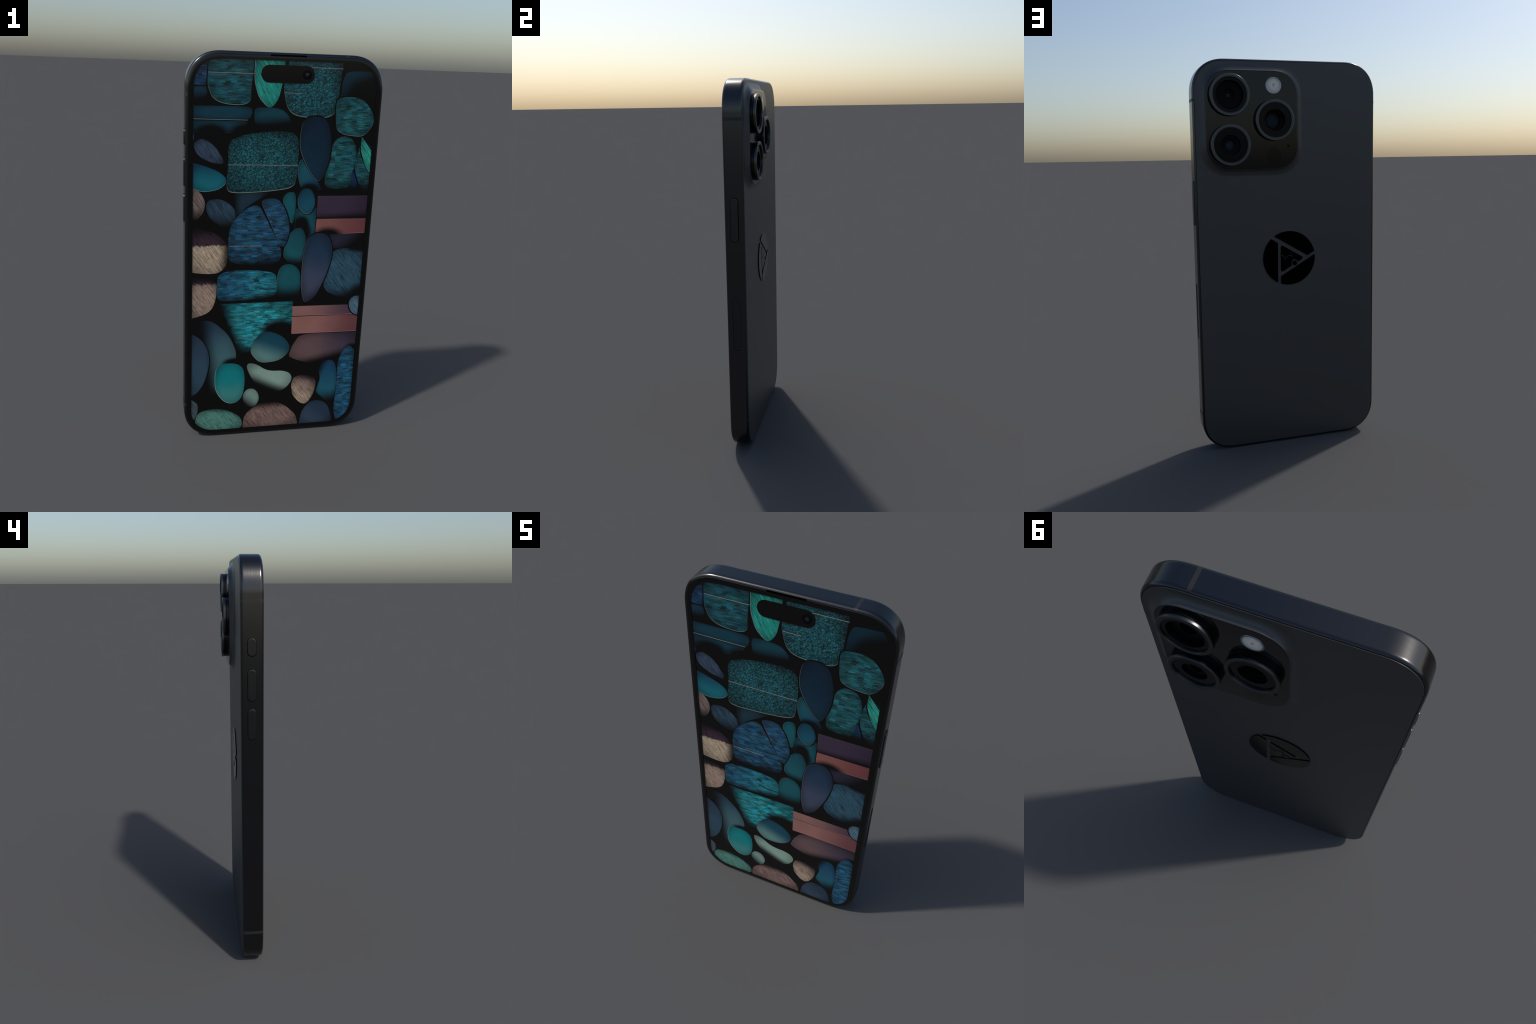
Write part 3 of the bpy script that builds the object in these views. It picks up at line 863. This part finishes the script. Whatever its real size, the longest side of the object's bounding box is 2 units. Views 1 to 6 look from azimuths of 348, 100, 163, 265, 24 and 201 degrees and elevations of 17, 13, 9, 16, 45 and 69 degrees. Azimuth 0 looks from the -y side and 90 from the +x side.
stone('plain', (96, 74, 74), [(0.134, 0.576, 0.3), (0.46, 0.574, 0), (0.46, 0.518, 0), (0.381, 0.455, 0.2), (0.246, 0.386, 0.3), (0.074, 0.443, 0.3), (0.093, 0.509, 0.2)], rim=(-0.0008, -0.0008, (93, 71, 69)), blend=((0.167, 0.476), (0.391, 0.56), (60, 52, 66)), fades=[((0.177, 0.456), (0.19, 0.398))], shades=[((0.321, 0.38), 0.096, 0.052), ((0.427, 0.462), 0.052, 0.052)])
stone('plain', (61, 93, 98), [(-0.449, 0.666, 0.3), (-0.349, 0.679, 0.4), (-0.254, 0.593, 0.4), (-0.21, 0.497, 0.4), (-0.211, 0.441, 0.2), (-0.284, 0.407, 0.3), (-0.313, 0.323, 0.4), (-0.316, 0.237, 0.2), (-0.416, 0.244, 0.2), (-0.366, 0.394, 0.3), (-0.346, 0.486, 0.3)], layer=0, blend=((-0.302, 0.456), (-0.357, 0.643), (38, 60, 77)), fades=[((-0.305, 0.568), (-0.398, 0.554)), ((-0.352, 0.316), (-0.36, 0.24))], shades=[((-0.215, 0.427), 0.078, 0.035)])
stone('plain', (43, 66, 79), [(-0.466, 0.617, 0), (-0.381, 0.562, 0.5), (-0.344, 0.458, 0.5), (-0.374, 0.327, 0.4), (-0.412, 0.263, 0.4), (-0.464, 0.238, 0)], layer=2, blend=((-0.413, 0.387), (-0.415, 0.573), (40, 56, 75)))
stone('plain', (94, 131, 126), [(-0.122, 0.549, 0.5), (-0.063, 0.611, 0.5), (0.045, 0.568, 0.5), (0.092, 0.49, 0.5), (0.025, 0.427, 0.4), (-0.082, 0.419, 0.4), (-0.136, 0.484, 0.4)], rim=(-0.0008, -0.0015, (127, 149, 139)), blend=((-0.074, 0.442), (-0.034, 0.544), (19, 65, 79)))
stone('plain', (58, 123, 119), [(-0.32, 0.391, 0.4), (-0.285, 0.431, 0.5), (-0.171, 0.418, 0.5), (-0.157, 0.313, 0.4), (-0.173, 0.202, 0.5), (-0.253, 0.183, 0.5), (-0.318, 0.266, 0.4)], rim=(-0.0019, -0.0019, (127, 153, 142)), blend=((-0.236, 0.231), (-0.239, 0.338), (13, 117, 119)))
stone('plain', (128, 152, 138), [(-0.16, 0.417, 0.5), (-0.109, 0.421, 0.5), (-0.036, 0.368, 0.4), (0.073, 0.366, 0.5), (0.11, 0.315, 0.5), (0.052, 0.24, 0.5), (-0.058, 0.247, 0.4), (-0.124, 0.33, 0.3)], fades=[((0.012, 0.311), (-0.022, 0.25)), ((-0.07, 0.336), (-0.095, 0.27))])
stone('plain', (113, 137, 128), [(-0.174, 0.221, 0.5), (-0.148, 0.271, 0.5), (-0.099, 0.268, 0.5), (-0.073, 0.214, 0.5), (-0.095, 0.159, 0.5), (-0.145, 0.16, 0.5)], fades=[((-0.116, 0.232), (-0.163, 0.176))])
stone('fibre', (150, 130, 112), [(0.097, 0.286, 0.4), (0.116, 0.329, 0.4), (0.185, 0.334, 0.4), (0.242, 0.306, 0.5), (0.229, 0.217, 0.4), (0.182, 0.14, 0.5), (0.109, 0.206, 0.4)], blend=((0.145, 0.223), (0.205, 0.308), (96, 78, 74)), fades=[((0.169, 0.291), (0.184, 0.339))], slant=-56)
stone('plain', (27, 81, 96), [(0.242, 0.38, 0.3), (0.29, 0.421, 0.5), (0.347, 0.403, 0.5), (0.358, 0.258, 0.4), (0.339, 0.128, 0.3), (0.308, 0.161, 0.3), (0.24, 0.226, 0.2), (0.261, 0.305, 0.2)], blend=((0.284, 0.243), (0.302, 0.381), (21, 64, 92)), fades=[((0.306, 0.252), (0.318, 0.16)), ((0.286, 0.343), (0.238, 0.365))])
stone('weave', (27, 79, 103), [(0.354, 0.407, 0.4), (0.387, 0.488, 0.5), (0.419, 0.496, 0.4), (0.466, 0.44, 0), (0.471, 0.291, 0), (0.469, 0.118, 0.3), (0.376, 0.016, 0.3), (0.348, 0.106, 0.4), (0.358, 0.258, 0.3)])
stone('fibre', (59, 70, 75), [(-0.46, 0.237, 0), (-0.403, 0.194, 0.5), (-0.415, 0.131, 0.4), (-0.435, 0.093, 0.3), (-0.459, 0.11, 0)], slant=-60)
stone('fibre', (75, 120, 108), [(-0.428, 0.088, 0.4), (-0.407, 0.15, 0.4), (-0.288, 0.166, 0.4), (-0.17, 0.107, 0.5), (-0.166, 0.028, 0.4), (-0.295, 0.035, 0.3), (-0.401, 0.031, 0.4)], fades=[((-0.296, 0.127), (-0.288, 0.171))], slant=-50)
stone('fibre', (112, 90, 84), [(-0.164, 0.034, 0), (-0.157, 0.116, 0.4), (-0.064, 0.188, 0.4), (0.046, 0.175, 0.4), (0.133, 0.098, 0.5), (0.146, 0.035, 0)], rim=(0.0, -0.0023, (127, 98, 95)), fades=[((-0.026, 0.13), (-0.028, 0.186))], slant=-52)
stone('plain', (49, 64, 81), [(0.154, 0.029, 0), (0.165, 0.111, 0.4), (0.217, 0.18, 0.5), (0.308, 0.161, 0.5), (0.341, 0.066, 0.4), (0.343, 0.019, 0)], blend=((0.201, 0.056), (0.291, 0.131), (34, 50, 67)))
